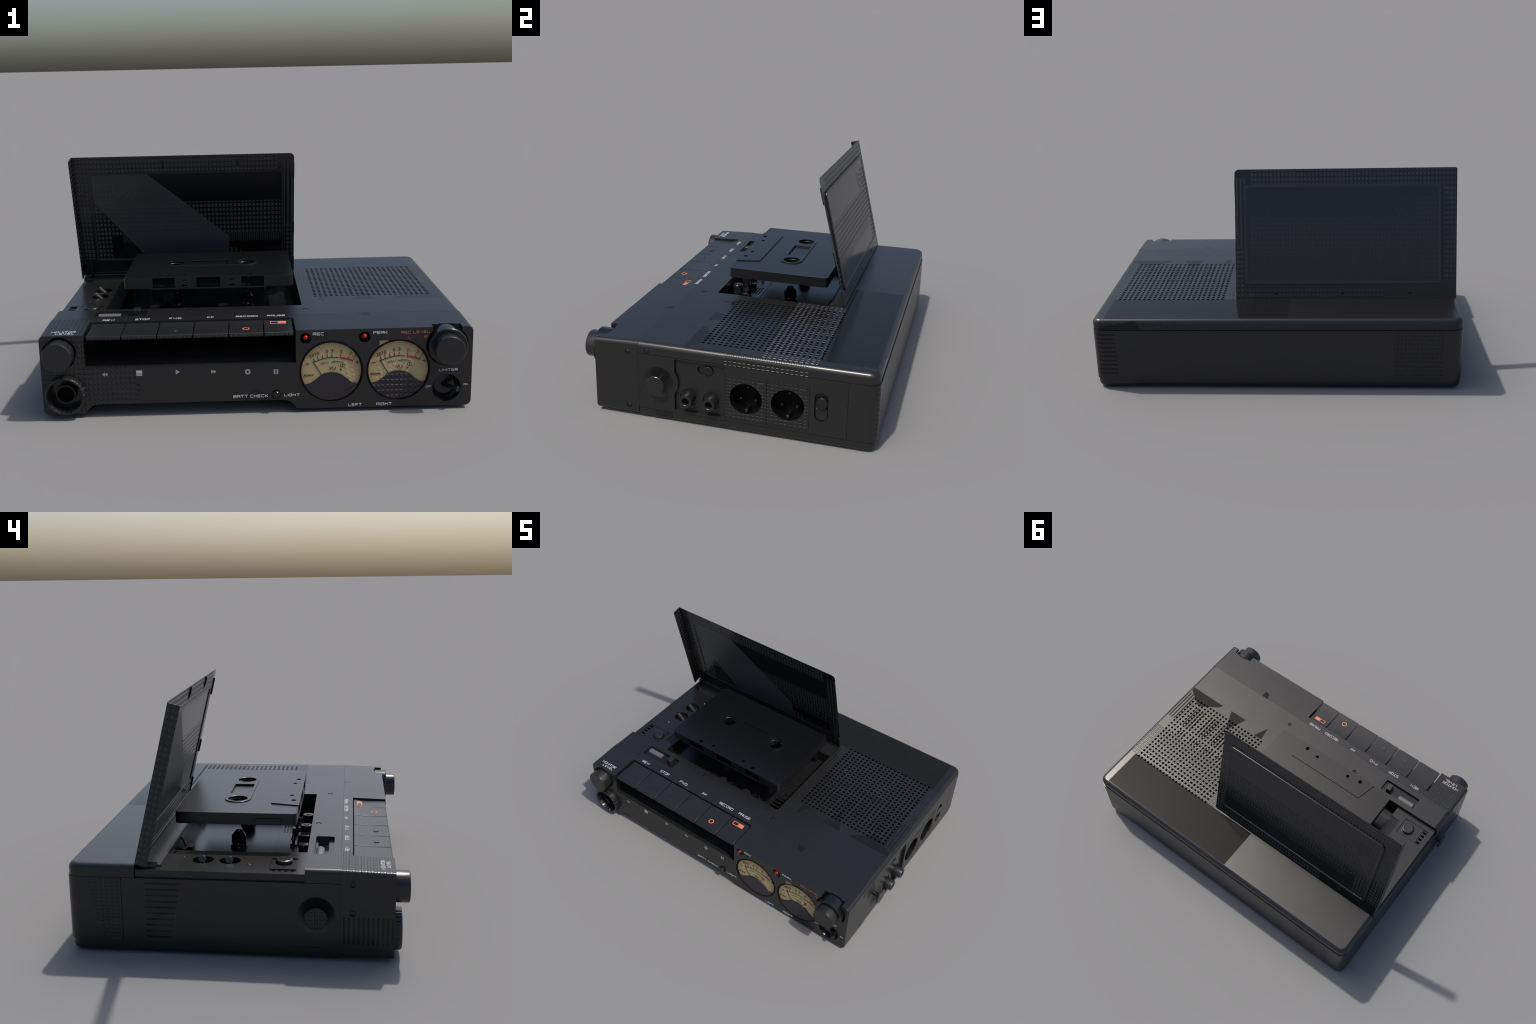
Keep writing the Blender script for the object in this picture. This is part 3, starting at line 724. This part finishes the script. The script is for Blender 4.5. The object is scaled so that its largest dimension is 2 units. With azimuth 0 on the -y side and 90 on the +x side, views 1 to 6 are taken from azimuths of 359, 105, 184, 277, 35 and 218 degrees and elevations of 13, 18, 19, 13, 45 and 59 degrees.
# ------------------------------------------------------------------ side fittings
for s in (-1, 1):
    lug = lathe('strap_lug', [(.014, s * -.020), (.014, s * .022), (.017, s * .026), (.044, s * .0275), (.0465, s * .030), (.0465, s * .0355), (.044, s * .0378), (0, s * .0380)],
                (s * HW, LUG[0], LUG[1]), M['emboss_side'] if s < 0 else M['knob'], 'x', 40)
for cy, cz, y0, y1 in XLR:
    pl = curve_mesh('microphone_socket', [rrect(y0, y1, .0675, .2885, .003, 2), circle(cy, cz, .079, 48)], M['emboss_side'], extrude=.004, bevel=.001,
                    matrix=Matrix(((0, 0, 1, HW - .004), (1, 0, 0, 0), (0, 1, 0, 0), (0, 0, 0, 1))))
    bm = bmesh.new()
    for a in (75, 195, 315):
        rod((HW - .071, cy + .042 * cos(radians(a - 105)), cz + .042 * sin(radians(a - 105))), (HW - .040, cy + .042 * cos(radians(a - 105)), cz + .042 * sin(radians(a - 105))), .0065, 12, bm=bm)
    add('contact_pin', bm, M['gloss'], pl, bevel=.002)
    lathe('socket_dark_cup', [(.0785, -.006), (.0785, -.068), (0, -.0682)], (HW, cy, cz), M['dark'], 'x', 40, pl)  # black cup that makes the inside of the socket darker
    box('key_tab', HW - .069, HW - .012, cy - .008, cy + .008, cz - .074, cz - .058, M['gloss'], pl, .002)
    for a, c in ((y0 + .021, .0885), (y1 - .024, .263)):
        lathe('screw', [(0, .0025), (.009, .0022), (.0125, .0005), (.0125, -.002)], (HW + .001, a, c), M['knob'], 'x', 20, pl)
for y, z in JACK:
    lathe('line_socket', [(.0320, -.022), (.0320, .034), (.0300, .0372), (.0205, .0376), (.0175, .035), (.0175, -.003), (0, -.003)], (HW, y, z), M['knob'], 'x', 36)
lathe('bass_switch', [(.023, -.026), (.023, -.010), (.020, -.008), (0, -.008)], (HW, -.0755, .288), M['gloss'], 'x', 24)
lathe('power_switch', [(.0285, -.017), (.0285, -.002), (.026, .001), (0, .001)], (HW, .467, .213), M['gloss'], 'x', 28)
box('power_switch_track', HW - .0175, HW - .010, .438, .494, .125, .185, M['knob'], bevel=.002)
for x in (-.80, .80):
    for y in (-.52, .58):
        lathe('rubber_foot', [(0, 0), (.040, 0), (.044, .003), (.045, .016), (0, .016)], (x, y, 0), M['dark'], 'z', 32)

# ------------------------------------------------------------------ lid (local frame: x across, y up the lid, z towards the bay)
LY, LZ = .429, .391
up = Vector((0, .262 - .429, 1.0755 - .391)).normalized()
inn = Vector((1, 0, 0)).cross(up)
LM4 = Matrix(((1, 0, 0, 0), (0, up.y, inn.y, LY), (0, up.z, inn.z, LZ), (0, 0, 0, 1)))
LEN = .7046
lid = curve_mesh('lid', [rrect(-.957, .230, 0, LEN, (.0, .0, .024, .008), 6), rrect(-.872, .171, .088, .611, .018, 6)], M['lid'], extrude=.0006, matrix=Matrix.Translation((0, 0, .0006)))
lid.matrix_world = LM4
def child(o):
    o.parent = lid; o.matrix_parent_inverse = Matrix(); return o
child(box('lid_side_flange', -.9605, -.9545, .004, LEN - .004, .0005, .0536, M['lid'], lid, .002))
child(curve_mesh('window_frame', [rrect(-.8765, .1765, .083, .6165, .022, 7), rrect(-.864, .164, .0955, .604, .013, 6)], M['frame'], lid, .0022, bevel=.0028, matrix=Matrix.Translation((0, 0, -.0052))))
child(curve_mesh('window_outer', [rrect(-.8675, .1675, .092, .6075, .016, 6)], M['pane_out'], lid, .001, matrix=Matrix.Translation((0, 0, -.0075))))
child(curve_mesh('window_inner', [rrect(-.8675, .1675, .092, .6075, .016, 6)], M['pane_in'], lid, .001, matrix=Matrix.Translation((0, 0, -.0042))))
for a, b in ((.564, .654), (.2415, .312), (.0137, .096)):
    child(box('lid_catch', .2215, .2312, a, b, .001, .0075, M['knob'], lid, .0015))
for x in (-.47, -.07):
    child(add('lid_rib', bm_prism([(LEN - .004, .001), (LEN - .006, .007), (LEN - .035, .009), (LEN - .075, .001)], 'x', x - .004, x + .004), M['gloss'], lid, bevel=.0015))
for x in (.013, -.349, -.712):
    child(lathe('screw', [(0, -.0035), (.006, -.0032), (.0095, -.001), (.0095, .002)], (x, .036, 0), M['gloss'], 'z', 20, lid))
child(box('hinge_leaf', -.90, .20, .004, .022, .001, .009, M['gloss'], lid, .002))
child(box('hinge_arm', -.912, -.898, .004, .075, .001, .030, M['gloss'], lid, .002))
add('hinge_rod', rod((-.93, .4175, .393), (.215, .4175, .393), .0065, 14), M['gloss'])
add('bay_rear_ramp', bm_prism([(.335, .3695), (.350, .3745), (.375, .3810), (.424, .3900), (.424, .3600), (.335, .3600)], 'x', -.905, .2245), M['deck'])
bm = bm_box(-.93, -.893, .345, .40, DECK - .001, DECK + .016); bm_box(-.905, -.893, .325, .36, DECK - .001, DECK + .005, bm)
add('hinge_bracket', bm, M['gloss'], bevel=.0015)
for x in (-.55, -.10):
    lathe('screw', [(0, .003), (.006, .0025), (.0085, 0)], (x, .385, .3822), M['metal'], 'z', 16)

# ------------------------------------------------------------------ the loose tape
TAPE = D.objects.new('cassette_tape', None); COL.objects.link(TAPE); TAPE.location = (0, 0, 0)
TAPE['label'] = 'plain black compact cassette floating over the bay'
TAPE['category'] = 'cassette tape'
CX = -.2245
t = add('tape_shell', bm_prism(rrect(CX - .4135, CX + .4135, -.2235, .3205, .020, 5), 'z', .479, .5325), M['tape'], TAPE, bevel=.002)
HUB = ((CX - .182, .067), (CX + .182, .067))
WIN = (CX - .094, CX + .094, .018, .117)
def frontcuts():
    c = []
    for x0, x1 in ((-.498, -.390), (-.283, -.168), (-.064, .046)): c.append((x0, x1, .4805, .5305))
    return c
cuts = [bm_prism(circle(x, y, .047, 40), 'z', .4, .6) for x, y in HUB]
cuts.append(bm_box(*WIN, .5265, .6))
cuts += [bm_box(a, b, -.3, -.185, c, d) for a, b, c, d in frontcuts()]
cuts += [bm_box(x - .0135, x + .0135, -.3, -.19, z0, z1) for x in (-.342, -.1095) for z0, z1 in ((.4875, .4945), (.5165, .520))]
cuts += [bm_box(-.66, CX - .4065, -.165, -.030, .5075, .5130), bm_box(-.66, CX - .4065, -.039, -.030, .496, .5075), bm_box(-.66, CX - .4065, -.165, -.156, .496, .5075)]
holes4 = [(CX + sx * r, y, q) for sx in (-1, 1) for r, y, q in ((.202, -.196, .0125), (.117, -.183, .0105))]
cuts += [bm_prism(circle(x, y, q, 20), 'z', .4, .6) for x, y, q in holes4]
carve(t, cuts)
trap = [(CX - .286, -.2260), (CX + .286, -.2260), (CX + .255, -.097), (CX - .255, -.097)]
for z0, z1 in ((.5320, .5375), (.4740, .4795)):
    o = add('head_cover', bm_prism(trap, 'z', z0, z1), M['tape'], t, bevel=.0015)
    carve(o, [bm_prism(circle(x, y, q, 20), 'z', .4, .6) for x, y, q in holes4])
o = curve_mesh('hub_surround', [stadium(CX, .067, .182, .0595, n=14), circle(*HUB[0], .047, 40), circle(*HUB[1], .047, 40), [(WIN[0], WIN[2]), (WIN[1], WIN[2]), (WIN[1], WIN[3]), (WIN[0], WIN[3])]],
               M['tape'], t, .0018, .0018, Matrix.Translation((0, 0, .5330)))
for x, y in HUB:
    bm = bm_lathe([(.0468, -.001), (.040, -.001), (.0400, .002), (.0400, .037), (.0425, .0395), (.0468, .0395)], (x, y, .487), 'z', 32)
    for k in range(6):
        a = k * pi / 3
        rod((x + .039 * cos(a), y + .039 * sin(a), .489), (x + .039 * cos(a), y + .039 * sin(a), .523), .006, 8, bm=bm)
    add('reel_hub', bm, M['gloss'], t)
box('tape_band', CX - .30, CX + .30, -.205, -.200, .492, .518, M['dark'], t, 0)

bpy.context.view_layer.update()
